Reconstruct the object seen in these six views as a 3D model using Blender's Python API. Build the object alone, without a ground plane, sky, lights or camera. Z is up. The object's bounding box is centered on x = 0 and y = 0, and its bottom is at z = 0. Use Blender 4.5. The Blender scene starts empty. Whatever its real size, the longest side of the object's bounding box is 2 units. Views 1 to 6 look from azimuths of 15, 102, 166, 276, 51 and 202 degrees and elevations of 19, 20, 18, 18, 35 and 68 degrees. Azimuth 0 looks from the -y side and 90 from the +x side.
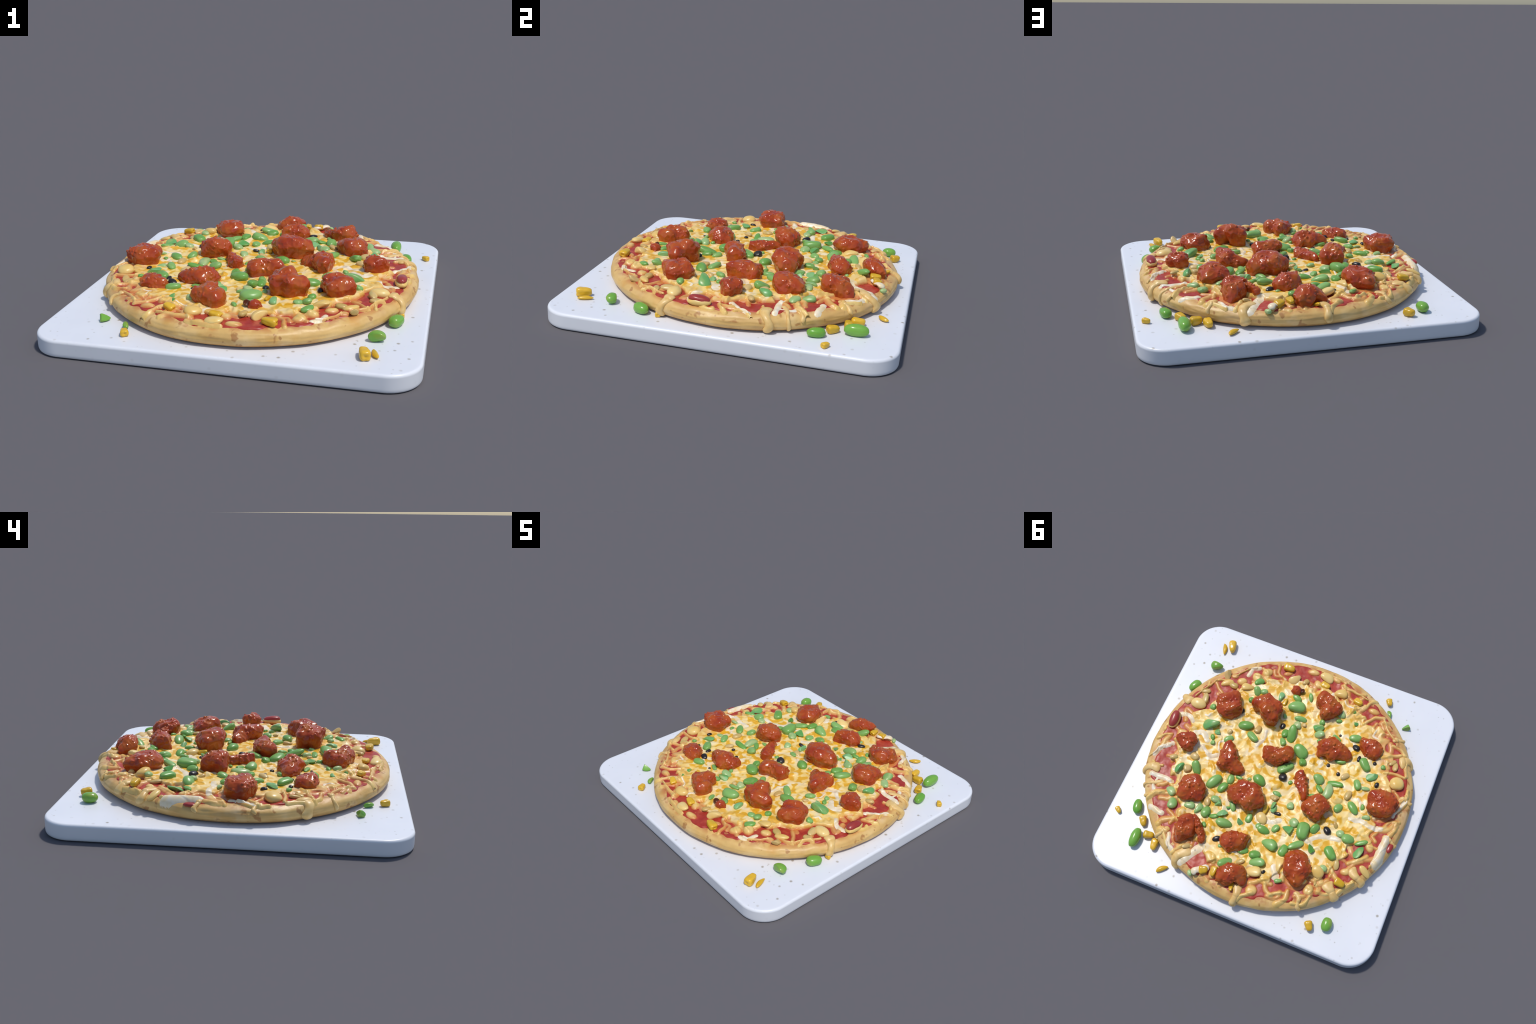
"""Round pizza with saucy meat chunks, beans, corn and olives on a white square board."""
import math
import bpy
import numpy as np
from mathutils import Vector

RNG = np.random.default_rng(7)

# ----------------------------------------------------------------- noise
_perm = np.random.default_rng(11).permutation(512)
_grad = np.random.default_rng(12).normal(size=(512, 3))
_grad /= np.linalg.norm(_grad, axis=1)[:, None]


def noise(p):
    """Gradient noise, p is (n, 3); values about -1..1."""
    i = np.floor(p).astype(int)
    f = p - i
    w = f * f * f * (f * (f * 6 - 15) + 10)
    out = np.zeros(len(p))
    for dx in (0, 1):
        for dy in (0, 1):
            for dz in (0, 1):
                h = _perm[(i[:, 0] + dx) & 511]
                h = _perm[(h + i[:, 1] + dy) & 511]
                h = _perm[(h + i[:, 2] + dz) & 511]
                d = f - np.array((dx, dy, dz))
                k = ((w[:, 0] if dx else 1 - w[:, 0]) * (w[:, 1] if dy else 1 - w[:, 1])
                     * (w[:, 2] if dz else 1 - w[:, 2]))
                out += k * np.einsum("ij,ij->i", _grad[h], d)
    return out * 1.6


def noise2(x, y, scale, seed=0.0):
    x = np.asarray(x, float)
    p = np.stack([x.ravel() * scale, np.asarray(y, float).ravel() * scale,
                  np.full(x.size, seed + 0.37)], 1)
    return noise(p).reshape(x.shape)


def smooth(a, b, v):
    t = np.clip((v - a) / (b - a), 0, 1)
    return t * t * (3 - 2 * t)


# ----------------------------------------------------------------- materials
class Mat:
    """Small helper that wires a Principled material."""

    def __init__(self, name, rough=0.4, **inputs):
        self.m = bpy.data.materials.new(name)
        self.m.use_nodes = True
        self.t = self.m.node_tree
        self.b = self.t.nodes["Principled BSDF"]
        self.b.inputs["Roughness"].default_value = rough
        for k, v in inputs.items():
            self.b.inputs[k.replace("_", " ")].default_value = v
        self.co = self.t.nodes.new("ShaderNodeTexCoord").outputs["Object"]

    def link(self, a, b):
        self.t.links.new(a, b)

    def shift_per_object(self):
        """Moves the texture space by the object's random number."""
        info = self.t.nodes.new("ShaderNodeObjectInfo")
        mul = self.math("MULTIPLY", info.outputs["Random"], 37.0)
        add = self.t.nodes.new("ShaderNodeVectorMath")
        add.operation = "ADD"
        self.link(self.co, add.inputs[0])
        self.link(mul, add.inputs[1])
        self.co = add.outputs[0]
        return info.outputs["Random"]

    def math(self, op, a, b=None, clamp=False):
        n = self.t.nodes.new("ShaderNodeMath")
        n.operation = op
        n.use_clamp = clamp
        for i, v in enumerate((a, b)):
            if v is None:
                continue
            if hasattr(v, "links"):
                self.link(v, n.inputs[i])
            else:
                n.inputs[i].default_value = v
        return n.outputs[0]

    def noise(self, scale, detail=2.0, distortion=0.0, stretch=None, rough=0.5):
        n = self.t.nodes.new("ShaderNodeTexNoise")
        n.inputs["Scale"].default_value = scale
        n.inputs["Detail"].default_value = detail
        n.inputs["Roughness"].default_value = rough
        n.inputs["Distortion"].default_value = distortion
        src = self.co
        if stretch:
            mp = self.t.nodes.new("ShaderNodeMapping")
            mp.inputs["Scale"].default_value = stretch[:3]
            if len(stretch) > 3:
                mp.inputs["Rotation"].default_value[2] = stretch[3]
                mp.inputs["Location"].default_value[0] = stretch[3] * 7
            self.link(src, mp.inputs[0])
            src = mp.outputs[0]
        self.link(src, n.inputs["Vector"])
        return n.outputs["Fac"]

    def voronoi(self, scale, feature="F1"):
        n = self.t.nodes.new("ShaderNodeTexVoronoi")
        n.feature = feature
        n.inputs["Scale"].default_value = scale
        self.link(self.co, n.inputs["Vector"])
        return n

    def ramp(self, fac, *stops):
        n = self.t.nodes.new("ShaderNodeValToRGB")
        el = n.color_ramp.elements
        while len(el) < len(stops):
            el.new(0.5)
        for e, (p, c) in zip(el, stops):
            e.position = p
            e.color = (c, c, c, 1) if isinstance(c, (int, float)) else (*c, 1)
        self.link(fac, n.inputs[0])
        return n.outputs[0]

    def mix(self, fac, a, b):
        n = self.t.nodes.new("ShaderNodeMix")
        n.data_type = "RGBA"
        for sock, v in ((n.inputs[0], fac), (n.inputs[6], a), (n.inputs[7], b)):
            if hasattr(v, "links"):
                self.link(v, sock)
            elif isinstance(v, (int, float)):
                sock.default_value = v
            else:
                sock.default_value = (*v, 1)
        return n.outputs[2]

    def colour(self, c):
        if hasattr(c, "links"):
            self.link(c, self.b.inputs["Base Color"])
        else:
            self.b.inputs["Base Color"].default_value = (*c, 1)

    def bump(self, h, strength, dist=0.01):
        n = self.t.nodes.new("ShaderNodeBump")
        n.inputs["Strength"].default_value = strength
        n.inputs["Distance"].default_value = dist
        self.link(h, n.inputs["Height"])
        self.link(n.outputs[0], self.b.inputs["Normal"])

    def radius(self):
        """Distance from the pizza's axis."""
        s = self.t.nodes.new("ShaderNodeSeparateXYZ")
        self.link(self.co, s.inputs[0])
        xx = self.math("MULTIPLY", s.outputs[0], s.outputs[0])
        yy = self.math("MULTIPLY", s.outputs[1], s.outputs[1])
        return self.math("SQRT", self.math("ADD", xx, yy)), s.outputs[2]


def board_material():
    m = Mat("glazed_white_stone", 0.33)
    base = m.ramp(m.noise(2.2, 3), (0.3, (0.75, 0.76, 0.79)), (0.7, (0.80, 0.805, 0.83)))
    # sparse grey-brown specks of different sizes
    v = m.voronoi(15.0)
    jitter = m.noise(60, 2)
    d = m.math("ADD", v.outputs["Distance"], m.math("MULTIPLY", jitter, 0.10))
    near = m.ramp(d, (0.12, 1.0), (0.23, 0.0))
    pick = m.t.nodes.new("ShaderNodeSeparateColor")
    m.link(v.outputs["Color"], pick.inputs[0])
    some = m.ramp(pick.outputs[0], (0.35, 0.0), (0.8, 0.85))
    r, z = m.radius()
    worn = m.ramp(z, (0.085, 0.12), (0.094, 1.0))          # crumbs and stains lie on the top
    near = m.math("MULTIPLY", near, worn)
    base = m.mix(m.math("MULTIPLY", near, some), base, (0.34, 0.29, 0.22))
    v2 = m.voronoi(27.0)
    d2 = m.math("ADD", v2.outputs["Distance"], m.math("MULTIPLY", jitter, 0.10))
    near2 = m.ramp(d2, (0.11, 1.0), (0.22, 0.0))
    near2 = m.math("MULTIPLY", near2, worn)
    pick2 = m.t.nodes.new("ShaderNodeSeparateColor")
    m.link(v2.outputs["Color"], pick2.inputs[0])
    some2 = m.ramp(pick2.outputs[1], (0.4, 0.0), (0.9, 0.7))
    base = m.mix(m.math("MULTIPLY", near2, some2), base, (0.45, 0.43, 0.40))
    m.colour(base)
    return m.m


def crust_material():
    m = Mat("baked_dough", 0.42)
    c = m.ramp(m.noise(9, 4), (0.3, (0.62, 0.36, 0.11)), (0.55, (0.70, 0.44, 0.145)), (0.75, (0.77, 0.52, 0.21)))
    r, z = m.radius()
    flour = m.ramp(m.noise(6, 2), (0.55, 0.0), (0.75, 0.5))
    c = m.mix(flour, c, (0.80, 0.60, 0.35))
    gold = m.ramp(m.noise(8, 3, 0.3), (0.56, 0.0), (0.70, 0.6))
    c = m.mix(gold, c, (0.64, 0.33, 0.07))
    toast = m.ramp(m.noise(17, 2, 0.3), (0.61, 0.0), (0.67, 0.75))
    c = m.mix(toast, c, (0.38, 0.15, 0.035))
    # sauce and oil smeared over the inner lip
    smear = m.math("MULTIPLY", m.ramp(r, (0.845, 1.0), (0.895, 0.0)), m.ramp(m.noise(16, 3), (0.44, 0.0), (0.54, 0.85)))
    c = m.mix(smear, c, (0.46, 0.10, 0.035))
    under = m.ramp(m.math("ADD", z, m.math("MULTIPLY", m.noise(18, 2), 0.014)), (0.117, 0.85), (0.132, 0.0))
    c = m.mix(under, c, (0.46, 0.21, 0.05))
    m.colour(c)
    m.bump(m.noise(60, 3), 0.25, 0.004)
    return m.m


def sauce_material():
    m = Mat("tomato_sauce_red", 0.38, Specular_IOR_Level=0.35)
    c = m.ramp(m.noise(22, 3), (0.3, (0.33, 0.026, 0.016)), (0.55, (0.42, 0.045, 0.026)), (0.75, (0.50, 0.09, 0.04)))
    m.colour(c)
    m.bump(m.noise(40, 2), 0.12, 0.004)
    return m.m


def cheese_material():
    m = Mat("melted_cheese", 0.36)
    r, z = m.radius()
    # oily golden spots ringed by yellow, on milky cheese
    spots = m.noise(24, 0.7, 0.4)
    milk = m.ramp(m.noise(8, 2, 0.8), (0.40, (0.92, 0.65, 0.22)), (0.66, (0.91, 0.76, 0.49)))
    tint = m.ramp(spots, (0.45, 0.0), (0.525, 1.0))
    c = m.mix(tint, milk, (0.88, 0.58, 0.13))
    core = m.ramp(spots, (0.52, 0.0), (0.58, 1.0))
    c = m.mix(core, c, (0.78, 0.41, 0.025))
    # deeper baked and plainer toward the rim
    baked = m.ramp(m.noise(14, 3), (0.3, (0.74, 0.45, 0.11)), (0.7, (0.85, 0.60, 0.21)))
    rim = m.ramp(m.math("ADD", r, m.math("MULTIPLY", m.noise(9, 2), 0.2)), (0.74, 0.0), (0.88, 1.0))
    c = m.mix(rim, c, baked)
    # at the rim the cheese thins out and the sauce stains it
    thin = m.ramp(z, (0.2045, 1.0), (0.2155, 0.0))
    outer = m.ramp(r, (0.66, 0.0), (0.72, 0.8))
    c = m.mix(m.math("MULTIPLY", thin, m.math("MULTIPLY", outer, m.ramp(r, (0.845, 1.0), (0.87, 0.0)))), c, (0.55, 0.13, 0.03))
    m.colour(c)
    m.bump(m.noise(55, 2), 0.15, 0.004)
    return m.m


def shred_material(name, lo, hi):
    m = Mat(name, 0.38)
    m.shift_per_object()
    m.colour(m.ramp(m.noise(24, 2), (0.3, lo), (0.7, hi)))
    return m.m


def bean_material(name, lo, hi, blotch, amount, rough=0.33):
    m = Mat(name, rough)
    rnd = m.shift_per_object()
    c = m.mix(rnd, lo, hi)
    c = m.mix(m.math("MULTIPLY", m.ramp(m.noise(1.3, 2), (0.50, 0.0), (0.72, 1.0)), amount), c, blotch)
    m.colour(c)
    return m.m


def meat_material():
    m = Mat("glazed_meat", 0.19, Specular_IOR_Level=0.42)
    m.shift_per_object()
    c = m.ramp(m.noise(13, 3), (0.28, (0.33, 0.034, 0.008)), (0.5, (0.42, 0.066, 0.010)), (0.72, (0.46, 0.115, 0.014)))
    m.colour(c)
    m.bump(m.noise(70, 2), 0.05, 0.003)
    return m.m


M = dict(
    board=board_material(), crust=crust_material(), sauce=sauce_material(), cheese=cheese_material(),
    white=shred_material("pale_cheese", (0.83, 0.64, 0.34), (0.87, 0.78, 0.62)),
    cream=shred_material("baked_cheese", (0.70, 0.42, 0.12), (0.82, 0.57, 0.23)),
    green=bean_material("bean_green", (0.145, 0.355, 0.055), (0.24, 0.45, 0.12), (0.35, 0.51, 0.18), 0.5),
    loose=bean_material("bean_fresh_green", (0.13, 0.36, 0.035), (0.20, 0.42, 0.06), (0.40, 0.36, 0.07), 0.45, 0.25),
    pale=bean_material("bean_filmed_green", (0.23, 0.43, 0.125), (0.33, 0.50, 0.19), (0.62, 0.58, 0.28), 0.6),
    cut=bean_material("bean_cut_green", (0.09, 0.33, 0.06), (0.24, 0.48, 0.19), (0.50, 0.45, 0.14), 0.5),
    tan=bean_material("seed_tan", (0.58, 0.36, 0.10), (0.68, 0.47, 0.18), (0.40, 0.36, 0.10), 0.5),
    film=bean_material("bean_under_cheese", (0.76, 0.50, 0.14), (0.86, 0.62, 0.23), (0.78, 0.43, 0.04), 0.4),
    corn=bean_material("corn_yellow", (0.66, 0.38, 0.015), (0.78, 0.46, 0.03), (0.50, 0.36, 0.03), 0.35, 0.27),
    olive=bean_material("olive_black", (0.012, 0.010, 0.009), (0.03, 0.024, 0.02), (0.06, 0.045, 0.03), 0.5, 0.3),
    brown=bean_material("burnt_brown", (0.10, 0.03, 0.015), (0.16, 0.05, 0.02), (0.05, 0.02, 0.01), 0.5, 0.3),
    red=bean_material("bean_red", (0.32, 0.028, 0.022), (0.36, 0.04, 0.03), (0.45, 0.10, 0.07), 0.4, 0.3),
    meat=meat_material(),
)


# ----------------------------------------------------------------- mesh helpers
def mesh(name, verts, faces, mat, flat=False):
    me = bpy.data.meshes.new(name)
    me.from_pydata([tuple(v) for v in verts], [], [tuple(f) for f in faces])
    if not flat:
        me.shade_smooth()
    me.materials.append(mat)
    return me


def thing(name, me, parent=None):
    ob = bpy.data.objects.new(name, me)
    bpy.context.scene.collection.objects.link(ob)
    if parent:
        ob.parent = parent
    return ob


def quads(rows, cols, wrap=True):
    f = []
    for i in range(rows - 1):
        for j in range(cols if wrap else cols - 1):
            k = (j + 1) % cols
            f.append((i * cols + j, i * cols + k, (i + 1) * cols + k, (i + 1) * cols + j))
    return f


def ball(nu=28, nv=18):
    """Unit sphere points with poles on x, plus faces."""
    v = [(-1, 0, 0)]
    for i in range(1, nv):
        a = math.pi * i / nv
        for j in range(nu):
            b = 2 * math.pi * j / nu
            v.append((-math.cos(a), math.sin(a) * math.cos(b), math.sin(a) * math.sin(b)))
    v.append((1, 0, 0))
    f = [(0, 1 + (j + 1) % nu, 1 + j) for j in range(nu)]
    for i in range(nv - 2):
        for j in range(nu):
            k = (j + 1) % nu
            a = 1 + i * nu
            f.append((a + j, a + k, a + nu + k, a + nu + j))
    last = len(v) - 1
    a = 1 + (nv - 2) * nu
    f += [(last, a + j, a + (j + 1) % nu) for j in range(nu)]
    return np.array(v, float), f


def catmull(pts, n):
    """Smooth curve of n points through the control points."""
    p = np.array(pts, float)
    p = np.vstack([2 * p[0] - p[1], p, 2 * p[-1] - p[-2]])
    out = []
    for u in np.linspace(0, len(pts) - 1, n):
        i = min(int(u), len(pts) - 2)
        t = u - i
        a, b, c, d = p[i:i + 4]
        out.append(0.5 * (2 * b + (c - a) * t + (2 * a - 5 * b + 4 * c - d) * t * t
                          + (3 * b - a - 3 * c + d) * t ** 3))
    return np.array(out)


# ----------------------------------------------------------------- serving board
BOARD_TOP = 0.0965


def build_board():
    corner, n = 0.176, 24
    profile = [(0.016, 0.0), (0.008, 0.002), (0.003, 0.006), (0.0005, 0.013), (0.0, 0.024)]
    profile += [(0.0, 0.05), (0.0, 0.078)]
    for k in range(0, 9):                                   # rounded upper edge
        a = math.pi / 2 * k / 8
        profile.append((0.016 * (1 - math.cos(a)), BOARD_TOP - 0.016 + 0.016 * math.sin(a)))
    profile += [(0.03, BOARD_TOP), (0.07, BOARD_TOP)]
    verts = []
    for inset, z in profile:
        rad = corner - inset
        for sx, sy, a0 in ((1, 1, 0), (-1, 1, 90), (-1, -1, 180), (1, -1, 270)):
            for k in range(n):
                a = math.radians(a0 + 90 * k / (n - 1))
                verts.append((sx * (1 - corner) + rad * math.cos(a), sy * (1 - corner) + rad * math.sin(a), z))
    cols = 4 * n
    faces = quads(len(profile), cols)
    faces.append(tuple(reversed(range(cols))))
    faces.append(tuple(range((len(profile) - 1) * cols, len(profile) * cols)))
    ob = thing("serving_board", mesh("serving_board", verts, faces, M["board"]))
    ob["label"] = "white glazed square stone board with rounded corners"
    ob["category"] = "serving board"
    return ob


# ----------------------------------------------------------------- pizza surfaces
# outer half of the dough as (distance inside the outline, height)
CRUST_PROFILE = catmull([(0.10, 0.098), (0.055, 0.0985), (0.034, 0.103), (0.014, 0.115), (0.003, 0.132), (0.0, 0.149),
                         (0.004, 0.166), (0.018, 0.182), (0.042, 0.193), (0.070, 0.197), (0.10, 0.193), (0.14, 0.188)], 56)


def outline(theta):
    """Radius of the dough at an angle."""
    c, s = np.cos(theta), np.sin(theta)
    z = np.zeros_like(c)
    return (0.9135 + 0.004 * c + 0.008 * noise(np.stack([c * 1.6, s * 1.6, z + 3.1], 1))
            + 0.005 * noise(np.stack([c * 5, s * 5, z + 8.4], 1)))


def crust_top(x, y):
    x, y = np.asarray(x, float), np.asarray(y, float)
    inside = outline(np.arctan2(y, x).ravel()).reshape(x.shape) - np.hypot(x, y)
    up = CRUST_PROFILE[CRUST_PROFILE[:, 0].argmin():]
    z = np.interp(inside, up[:, 0], up[:, 1])
    z = z + 0.0045 * noise2(x, y, 14, 2) * smooth(0.0, 0.03, inside)
    return np.where(inside < 0, 0.150 + inside * 2, z)


def sauce_top(x, y):
    r = np.hypot(x, y)
    edge = 0.866 + 0.022 * noise2(x, y, 6, 21) + 0.024 * noise2(x, y, 17, 22)
    return 0.2005 - 0.014 * smooth(0.68, 0.55, r) + 0.0035 * noise2(x, y, 20, 5) + 0.0006 * noise2(x, y, 50, 6) - 0.03 * smooth(-0.02, 0.03, r - edge) - 0.08 * smooth(0.86, 0.93, r)


def cheese_sheet(x, y):
    """The continuous melted layer, thinning out toward the rim."""
    r = np.hypot(x, y)
    wx = x + 0.02 * noise2(x, y, 12, 31)
    wy = y + 0.02 * noise2(x, y, 12, 32)
    fold = noise2(wx, wy, 13, 34)
    relief = (0.0050 * noise2(wx, wy, 6, 33) + 0.0060 * (1 - 2 * np.sqrt(fold ** 2 + 0.03))
              + 0.0022 * noise2(wx, wy, 26, 35))
    edge = 0.738 + 0.05 * noise2(x, y, 7, 37) + 0.06 * noise2(wx, wy, 17, 38)
    # the cheese reaches farthest out on one side
    edge = edge + 0.06 * np.exp(-((x + 0.64) ** 2 + (y + 0.52) ** 2) / 0.07)
    cover = smooth(-0.014, 0.024, edge - r)
    sag = 0.007 * (0.8 * x + 0.5 * y) - 0.006 * np.exp(-((x + 0.45) ** 2 + (y + 0.30) ** 2) / 0.10)
    return 0.186 + cover * (0.0215 + relief + sag + 0.010 * smooth(0.30, 0.62, r)) - 0.10 * smooth(0.84, 0.92, r)


STEP, REACH = 0.0031, 0.95
_axis = np.arange(-REACH, REACH + STEP / 2, STEP)
GX, GY = np.meshgrid(_axis, _axis)
CRUST_Z = crust_top(GX, GY)
SAUCE_Z = sauce_top(GX, GY)
CHEESE_Z = cheese_sheet(GX, GY)
PALE_Z = np.zeros_like(CHEESE_Z)


def blend_in(sl, cand, k=0.0035, layer=None):
    """Smooth maximum of the cheese layer and a new lump."""
    layer = CHEESE_Z if layer is None else layer
    a = layer[sl]
    h = np.clip(0.5 + 0.5 * (cand - a) / k, 0, 1)
    layer[sl] = a * (1 - h) + cand * h + k * h * (1 - h)


def window(x0, x1, y0, y1):
    i0, i1 = np.searchsorted(_axis, (x0, x1))
    j0, j1 = np.searchsorted(_axis, (y0, y1))
    return slice(j0, j1), slice(i0, i1)


def melt_shred(pts, width, rise, seed, layer=None):
    """A shred of cheese melted into the layer: a soft ridge along a bent line."""
    p = catmull(pts, 16)
    p = p + 0.008 * np.stack([noise2(p[:, 0], p[:, 1], 18, seed), noise2(p[:, 0], p[:, 1], 18, seed + 9)], 1)
    w = width * (1 + 0.3 * noise(np.stack([np.linspace(0, 3, 16), np.full(16, seed), np.zeros(16)], 1)))
    lo, hi = p.min(0) - width * 1.2, p.max(0) + width * 1.2
    sl = window(lo[0], hi[0], lo[1], hi[1])
    X, Y = GX[sl], GY[sl]
    q = np.full(X.shape, 9.0)
    for a, b, wa in zip(p[:-1], p[1:], w):
        d = b - a
        t = np.clip(((X - a[0]) * d[0] + (Y - a[1]) * d[1]) / (d @ d + 1e-12), 0, 1)
        q = np.minimum(q, np.hypot(X - a[0] - t * d[0], Y - a[1] - t * d[1]) / (wa / 2))
    base = np.maximum(np.maximum(CRUST_Z[sl], SAUCE_Z[sl]), CHEESE_Z[sl] - rise * 0.4)
    blend_in(sl, base - 0.002 + (rise + 0.002) * (1 - np.minimum(q, 2.0) ** 2), layer=layer)


def melt_lump(x, y, ln, wd, turn, rise):
    """A bean wholly covered by the cheese: a soft dome."""
    sl = window(x - ln, x + ln, y - ln, y + ln)
    X, Y = GX[sl] - x, GY[sl] - y
    c, n = math.cos(math.radians(turn)), math.sin(math.radians(turn))
    q2 = ((X * c + Y * n) / (ln * 0.55)) ** 2 + ((Y * c - X * n) / (wd * 0.55)) ** 2
    base = np.maximum(SAUCE_Z[sl], CHEESE_Z[sl] - 0.004)
    dome = np.where(q2 < 1, np.sqrt(np.clip(1 - q2, 0, 1)), 1 - q2)
    blend_in(sl, base - 0.002 + (rise + 0.002) * np.maximum(dome, -2))


def pizza_top(x, y):
    """Height of the finished pizza surface, read from the height grid."""
    x, y = np.atleast_1d(np.asarray(x, float)), np.atleast_1d(np.asarray(y, float))
    u, v = (x + REACH) / STEP, (y + REACH) / STEP
    i, j = u.astype(int), v.astype(int)
    fu, fv = u - i, v - j
    return ((TOP_Z[j, i] * (1 - fu) + TOP_Z[j, i + 1] * fu) * (1 - fv)
            + (TOP_Z[j + 1, i] * (1 - fu) + TOP_Z[j + 1, i + 1] * fu) * fv)


def height_sheet(name, Z, rmax, skip, under, mat, parent):
    """A dense round sheet over the height grid; cells buried under another layer are left out."""
    X, Y, Z, U = (a[::skip, ::skip] for a in (GX, GY, Z, under))
    keep = (np.hypot(X, Y) < rmax) & (Z > U - 0.006)
    idx = -np.ones(X.shape, int)
    idx[keep] = np.arange(keep.sum())
    verts = np.stack([X[keep], Y[keep], Z[keep]], 1)
    a, b, c, d = idx[:-1, :-1], idx[:-1, 1:], idx[1:, 1:], idx[1:, :-1]
    ok = (a >= 0) & (b >= 0) & (c >= 0) & (d >= 0)
    faces = np.stack([a[ok], b[ok], c[ok], d[ok]], 1)
    me = bpy.data.meshes.new(name)
    me.vertices.add(len(verts))
    me.vertices.foreach_set("co", verts.ravel())
    me.loops.add(faces.size)
    me.loops.foreach_set("vertex_index", faces.ravel())
    me.polygons.add(len(faces))
    me.polygons.foreach_set("loop_start", np.arange(0, faces.size, 4))
    me.update(calc_edges=True)
    me.shade_smooth()
    me.materials.append(mat)
    return thing(name, me, parent)


def build_crust(parent):
    n = 420
    th = np.linspace(0, 2 * np.pi, n, endpoint=False)
    R = outline(th)
    verts = []
    for inside, z in CRUST_PROFILE:
        r = R - inside
        x, y = r * np.cos(th), r * np.sin(th)
        lump = 0.0040 * noise2(x, y, 9, z * 60) + 0.001 * noise2(x, y, 30, z * 90)
        k = smooth(0.10, 0.125, z)
        dz = 0.0045 * noise2(x, y, 14, 2) * smooth(0.0, 0.03, inside) if z > 0.15 else 0
        verts.append(np.stack([x * (1 + lump * k), y * (1 + lump * k), np.full(n, z) + dz], 1))
    rows = len(verts)
    verts = np.vstack(verts)
    faces = quads(rows, n)
    faces.append(tuple(reversed(range(n))))
    faces.append(tuple(range((rows - 1) * n, rows * n)))
    return thing("crust", mesh("crust", verts, faces, M["crust"]), parent)


# ----------------------------------------------------------------- shreds and drips of cheese
def tube(name, path, width, thick, mat, parent, sides=12, seed=0.0, bulb=0.0):
    """Rounded flattened strand along a 3D path."""
    n = len(path)
    t = np.gradient(path, axis=0)
    t /= np.linalg.norm(t, axis=1)[:, None] + 1e-9
    up = np.array((0, 0, 1.0))
    side = np.cross(up, t)
    side /= np.linalg.norm(side, axis=1)[:, None] + 1e-9
    nor = np.cross(t, side)
    u = np.linspace(0, 1, n)
    cap = min(0.3, width * 0.6 / (np.linalg.norm(np.diff(path, axis=0), axis=1).sum() + 1e-9))
    e = np.minimum(np.minimum(u, 1 - u) / cap, 1)
    prof = np.sqrt(np.clip(1 - (1 - e) ** 2, 0, 1)) * (1 + bulb * smooth(0.55, 0.95, u))
    prof = prof * (1 + 0.22 * noise(np.stack([u * 3.3, np.full(n, seed), np.full(n, 0.5)], 1)))
    prof = np.maximum(prof, 0.02)
    verts = []
    for i in range(n):
        for k in range(sides):
            a = 2 * math.pi * k / sides
            verts.append(path[i] + side[i] * math.cos(a) * prof[i] * width / 2
                         + nor[i] * math.sin(a) * prof[i] * thick / 2)
    faces = quads(n, sides)
    faces.append(tuple(reversed(range(sides))))
    faces.append(tuple(range((n - 1) * sides, n * sides)))
    return thing(name, mesh(name, verts, faces, mat), parent)


def shred(pts, width, mat, parent, lift=0.15, seed=0.0):
    p = catmull(pts, 22)
    wob = np.stack([noise2(p[:, 0], p[:, 1], 22, seed), noise2(p[:, 0], p[:, 1], 22, seed + 9)], 1)
    p = p + 0.006 * wob
    z = pizza_top(p[:, 0], p[:, 1])
    z = np.convolve(np.pad(z, 3, mode="edge"), np.ones(7) / 7, "valid")
    thick = min(0.75 * width, 0.022)
    return tube("cheese_shred", np.column_stack([p, z + lift * thick]), width, thick, mat, parent, seed=seed)


def drip(angle, width, start, stop, parent, seed):
    """Cheese running over the edge of the dough, from start inside the rim down to height stop."""
    up = CRUST_PROFILE[::-1]
    prof = up[(up[:, 0] <= start) & ((up[:, 1] >= stop) | (up[:, 0] > 0.08))]
    prof = prof[: max(np.argmax(prof[:, 1] < stop), 0) or None]
    th = math.radians(angle)
    R = outline(np.array([th]))[0]
    n = len(prof)
    sway = math.radians(1.6) * noise(np.stack([np.linspace(0, 2, n), np.full(n, seed), np.zeros(n)], 1))
    r = R - prof[:, 0] + 0.002
    z = prof[:, 1]
    z = np.maximum(z, np.where(prof[:, 0] > 0.05, 0.202, 0))
    path = np.stack([r * np.cos(th + sway), r * np.sin(th + sway), z], 1)
    seg = np.r_[0, np.cumsum(np.linalg.norm(np.diff(path, axis=0), axis=1))]
    q = np.linspace(0, seg[-1], 26)
    path = np.stack([np.interp(q, seg, path[:, k]) for k in range(3)], 1)
    # frame: the side vector is tangential to the rim
    n = len(path)
    t = np.gradient(path, axis=0)
    t /= np.linalg.norm(t, axis=1)[:, None]
    side = np.array((-math.sin(th), math.cos(th), 0.0))
    nor = np.cross(np.tile(side, (n, 1)), t)
    u = np.linspace(0, 1, n)
    e = np.minimum(np.minimum(u / 0.12, (1 - u) / 0.18), 1)
    w = np.sqrt(np.clip(1 - (1 - e) ** 2, 0.001, 1))
    flare = 1.25 - 0.5 * smooth(0, 0.6, u) + 0.25 * smooth(0.6, 0.95, u)
    verts = []
    for i in range(n):
        for k in range(14):
            a = 2 * math.pi * k / 14
            verts.append(path[i] + side * math.cos(a) * w[i] * flare[i] * width / 2
                         + nor[i] * math.sin(a) * w[i] * min(0.022, width * 0.45) * (0.55 + 0.45 * u[i]))
    faces = quads(n, 14)
    faces.append(tuple(reversed(range(14))))
    faces.append(tuple(range((n - 1) * 14, n * 14)))
    return thing("cheese_drip", mesh("cheese_drip", verts, faces, M["cream"]), parent)


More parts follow.
